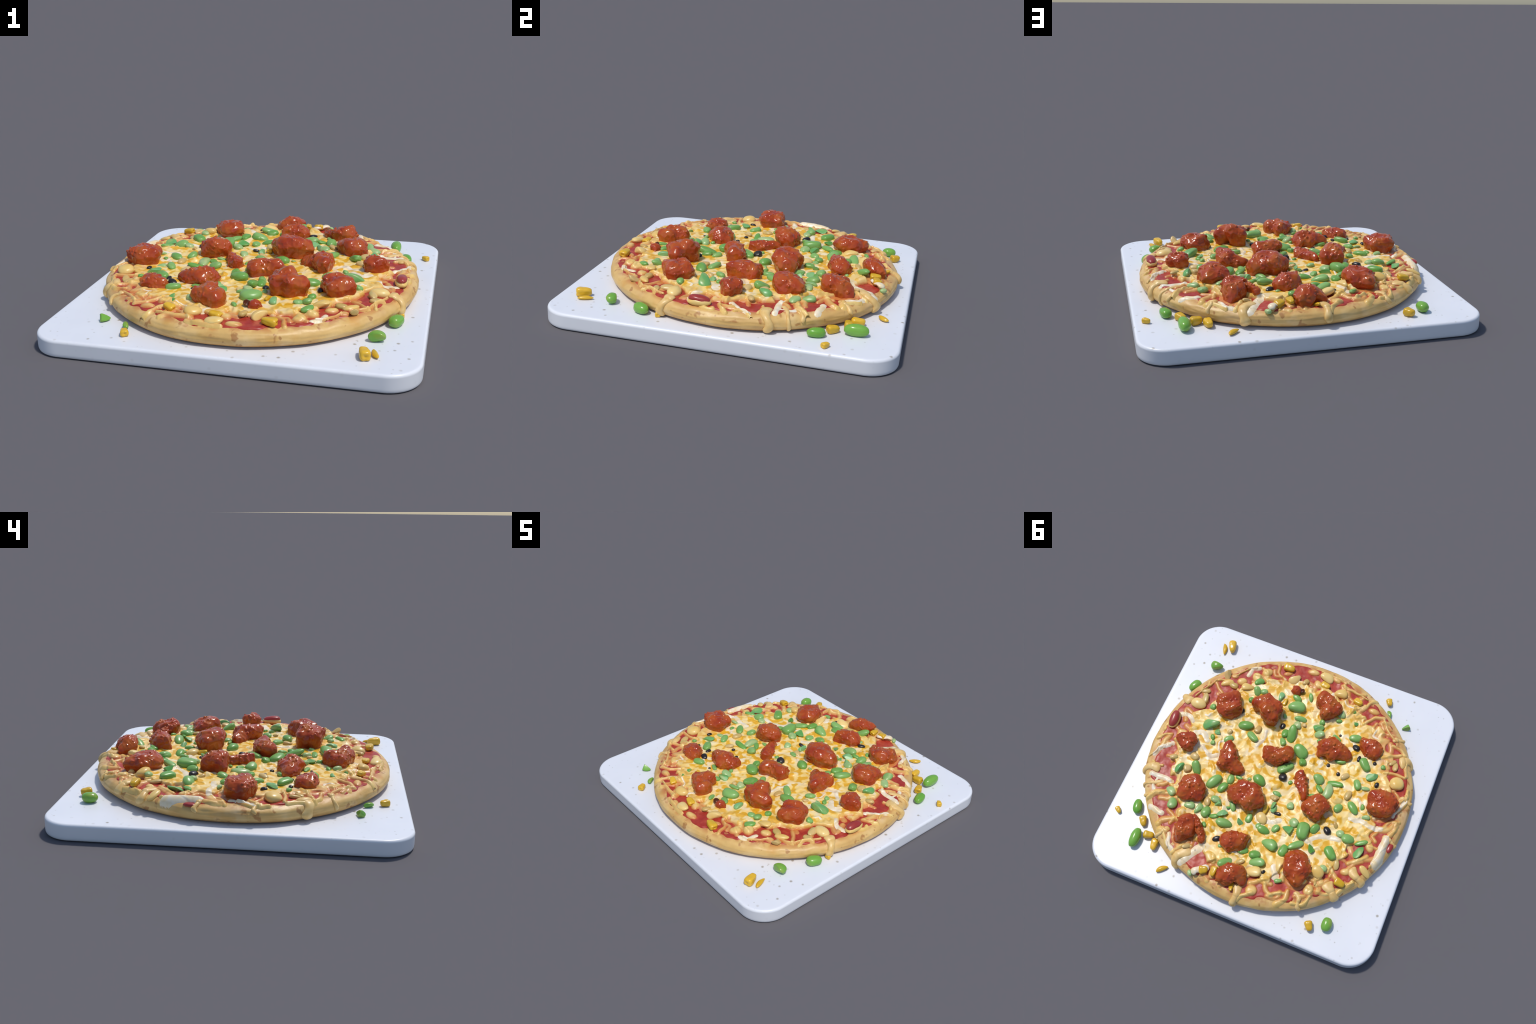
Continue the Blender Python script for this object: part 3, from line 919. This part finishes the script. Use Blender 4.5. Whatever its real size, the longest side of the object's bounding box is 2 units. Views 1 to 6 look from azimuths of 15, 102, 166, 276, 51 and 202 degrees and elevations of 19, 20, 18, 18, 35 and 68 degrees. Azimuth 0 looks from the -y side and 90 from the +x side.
def adopt():
    """Children are modelled in world space: undo the empty's offset."""
    for ob in list(bpy.context.scene.objects):
        if ob.parent == pizza:
            ob.matrix_parent_inverse = pizza.matrix_world.inverted()


build_crust(pizza)
# cheese relief: covered beans, laid shreds and strewn shreds melt into one layer
for x, y, ln, wd, turn in CHEESED_BEANS:
    if ln < 0.092:
        melt_lump(x, y, ln, wd, turn, 0.30 * wd)
for i, (pts, width) in enumerate(CREAM_SHREDS):
    melt_shred(pts, width * 1.1, 0.013, 40 + i * 1.3)
strew = np.random.default_rng(23)
for i in range(260):
    rim = i < 62
    a = strew.uniform(0, 2 * math.pi)
    rad = strew.uniform(0.72, 0.85) if rim else 0.74 * math.sqrt(strew.uniform(0, 1))
    x, y = rad * math.cos(a), rad * math.sin(a)
    turn = a + strew.choice((0.25, 1.2)) + strew.normal() * 0.5
    ln = strew.uniform(0.05, 0.13)
    bend = strew.normal() * 0.022
    dx, dy = math.cos(turn), math.sin(turn)
    pts = [(x - dx * ln / 2, y - dy * ln / 2), (x - dy * bend, y + dx * bend), (x + dx * ln / 2, y + dy * ln / 2)]
    if max(math.hypot(*q) for q in pts) > (0.90 if 25 < math.degrees(a) < 200 else 0.87):
        continue
    melt_shred(pts, strew.uniform(0.024, 0.046), strew.uniform(0.006, 0.012) if rim else strew.uniform(0.003, 0.009), 90 + i)
for i, (pts, width) in enumerate(WHITE_SHREDS):
    melt_shred(pts, width * 1.25, 0.007, i * 1.7, PALE_Z)
melt_shred([(-0.812, 0.335), (-0.818, 0.25), (-0.822, 0.15)], 0.068, 0.022, 3.3, PALE_Z)
pale = np.random.default_rng(31)
for i in range(16):
    a, rad = pale.uniform(0, 2 * math.pi), 0.86 * math.sqrt(pale.uniform(0.05, 1))
    turn, ln = pale.uniform(0, math.pi), pale.uniform(0.03, 0.10)
    x, y, dx, dy, bend = rad * math.cos(a), rad * math.sin(a), math.cos(turn), math.sin(turn), pale.normal() * 0.015
    melt_shred([(x - dx * ln / 2, y - dy * ln / 2), (x - dy * bend, y + dx * bend), (x + dx * ln / 2, y + dy * ln / 2)],
               pale.uniform(0.018, 0.036), pale.uniform(0.002, 0.006), 300 + i, PALE_Z)
# cheese climbs a little around the foot of every lump of meat
for lobes, _ in CHUNKS:
    for x, y, z, rad in lobes:
        melt_lump(x, y, rad * 2.4, rad * 2.4, 0, 0.006)
TOP_Z = np.maximum(np.maximum(CRUST_Z, SAUCE_Z), np.maximum(CHEESE_Z, PALE_Z))

height_sheet("tomato_sauce", SAUCE_Z, 0.90, 1, np.maximum(CRUST_Z, CHEESE_Z - 0.02), M["sauce"], pizza)
height_sheet("cheese", CHEESE_Z, 0.91, 1, np.maximum(CRUST_Z, SAUCE_Z), M["cheese"], pizza)

height_sheet("pale_cheese", PALE_Z, 0.91, 1, np.maximum(np.maximum(CRUST_Z, SAUCE_Z), CHEESE_Z), M["white"], pizza)

for i, (angle, width, start, stop) in enumerate((
        (18.5, 0.060, 0.12, 0.107), (25.5, 0.026, 0.14, 0.107), (-20, 0.060, 0.09, 0.108), (63, 0.070, 0.14, 0.112),
        (94, 0.055, 0.13, 0.125), (148, 0.060, 0.13, 0.140), (135, 0.070, 0.12, 0.145), (-151, 0.075, 0.09, 0.115),
        (-140, 0.030, 0.09, 0.130), (31, 0.030, 0.12, 0.150), (120, 0.035, 0.12, 0.150), (170, 0.035, 0.11, 0.155),
        (-170, 0.030, 0.10, 0.160), (50, 0.030, 0.11, 0.150))):
    drip(angle, width, start, stop, pizza, i * 2.9)

for k, (lobes, pimples) in enumerate(CHUNKS):
    build_chunk(k, lobes, pimples, pizza)

scatter("edamame_bean", GREEN_BEANS, mesh_set("edamame_bean", BEANS, M["green"]), pizza, 0.72, 0.34)
scatter("edamame_bean", PALE_BEANS, mesh_set("edamame_bean", BEANS[:3] + CUTS[:1], M["pale"]), pizza, 0.66, 0.38)
scatter("bean_piece", CUT_BEANS, mesh_set("bean_piece", CUTS, M["cut"]), pizza, 0.75, 0.30, 0.3)
scatter("olive_piece", OLIVES, mesh_set("olive_piece", BEANS[:2], M["olive"]), pizza, 0.75, 0.42)
scatter("seed", TAN_SEEDS, mesh_set("seed", BEANS, M["tan"]), pizza, 0.66, 0.36)
scatter("cheese_coated_bean", [b for b in CHEESED_BEANS if b[2] >= 0.092], mesh_set("cheese_coated_bean", BEANS + CUTS[:1], M["film"]), pizza, 0.66, 0.38)
scatter("corn_kernel", CORN, mesh_set("corn_kernel", KERNELS, M["corn"]), pizza, 0.75, 0.12)

# single odd pieces
kidney = scatter("kidney_bean", [(0.833, -0.104, 0.125, 0.062, -88)], mesh_set("kidney_bean", BEANS[:1], M["red"]), pizza, 0.75, -0.15, 0)[0]
kidney.rotation_euler = (math.radians(0), math.radians(-6), math.radians(-88))
coat = scatter("cheese_coated_bean", [(0.833, -0.104, 0.136, 0.074, -88)], mesh_set("cheese_coated_bean", BEANS[:1], M["film"]), pizza, 0.6, 0.2, 0)[0]
scatter("kidney_bean", [(-0.865, 0.193, 0.073, 0.037, 81)], mesh_set("kidney_bean", BEANS[:1], M["red"]), pizza, 0.6, 0.3, 0)
stick = scatter("seed", [(0.634, -0.575, 0.10, 0.048, -79)], mesh_set("seed", CUTS[2:3], M["tan"]), pizza, 0.7, 0.0, 0)[0]
stick.rotation_euler = (0, -0.35, math.radians(-79))
leek = shred([(0.268, 0.842), (0.225, 0.805), (0.170, 0.770)], 0.045, M["white"], pizza, 0.7, seed=4.4)
leek.name = "leek_stick"
cap = scatter("bean_piece", [(0.277, 0.848, 0.028, 0.044, 35)], mesh_set("bean_piece", BEANS[1:2], M["pale"]), pizza, 0.9, 0.0, 0)
for x, y, ln, wd, turn in ((0.092, -0.640, 0.044, 0.038, 23),):
    # hollow burnt olive half: open cup
    v, f = ball(28, 18)
    outer = v * (1, 1, 1)
    lim = 0.25
    s = np.where(outer[:, 2] > lim)[0]
    q = outer.copy()
    rr = np.hypot(q[s, 0], q[s, 1])
    q[s, 2] = lim - 1.0 * (1 - (rr / 0.968) ** 2)
    cup = thing("olive_cup", mesh("olive_cup", q / 2, f, M["brown"]), pizza)
    cup.scale = (ln, wd, 0.040)
    cup.location = (x, y, float(pizza_top(x, y)[0]) + 0.022)
    cup.rotation_euler = (0.5, 0.3, math.radians(turn))
adopt()

# ----------------------------------------------------------------- spilled pieces on the board
def spill(name, table, meshes, height, label, category):
    for ob in scatter(name, table, meshes, None, height, ground=BOARD_TOP):
        ob["label"] = label
        ob["category"] = category


spill("edamame_bean", LOOSE_BEANS, mesh_set("edamame_bean", BEANS[:2], M["loose"]), 0.92, "single smooth shiny green shelled bean", "bean")
spill("bean_piece", LOOSE_CUT, mesh_set("bean_piece", CUTS[:2], M["loose"]), 0.85, "small cut piece of shiny green bean", "bean")
spill("corn_kernel", LOOSE_CORN, mesh_set("corn_kernel", KERNELS, M["corn"]), 0.95, "single plump yellow sweet corn kernel", "corn")
spill("corn_slice", LOOSE_SLICES, mesh_set("corn_slice", SLICES, M["corn"]), 0.8, "thin curved yellow slice of corn kernel", "corn")
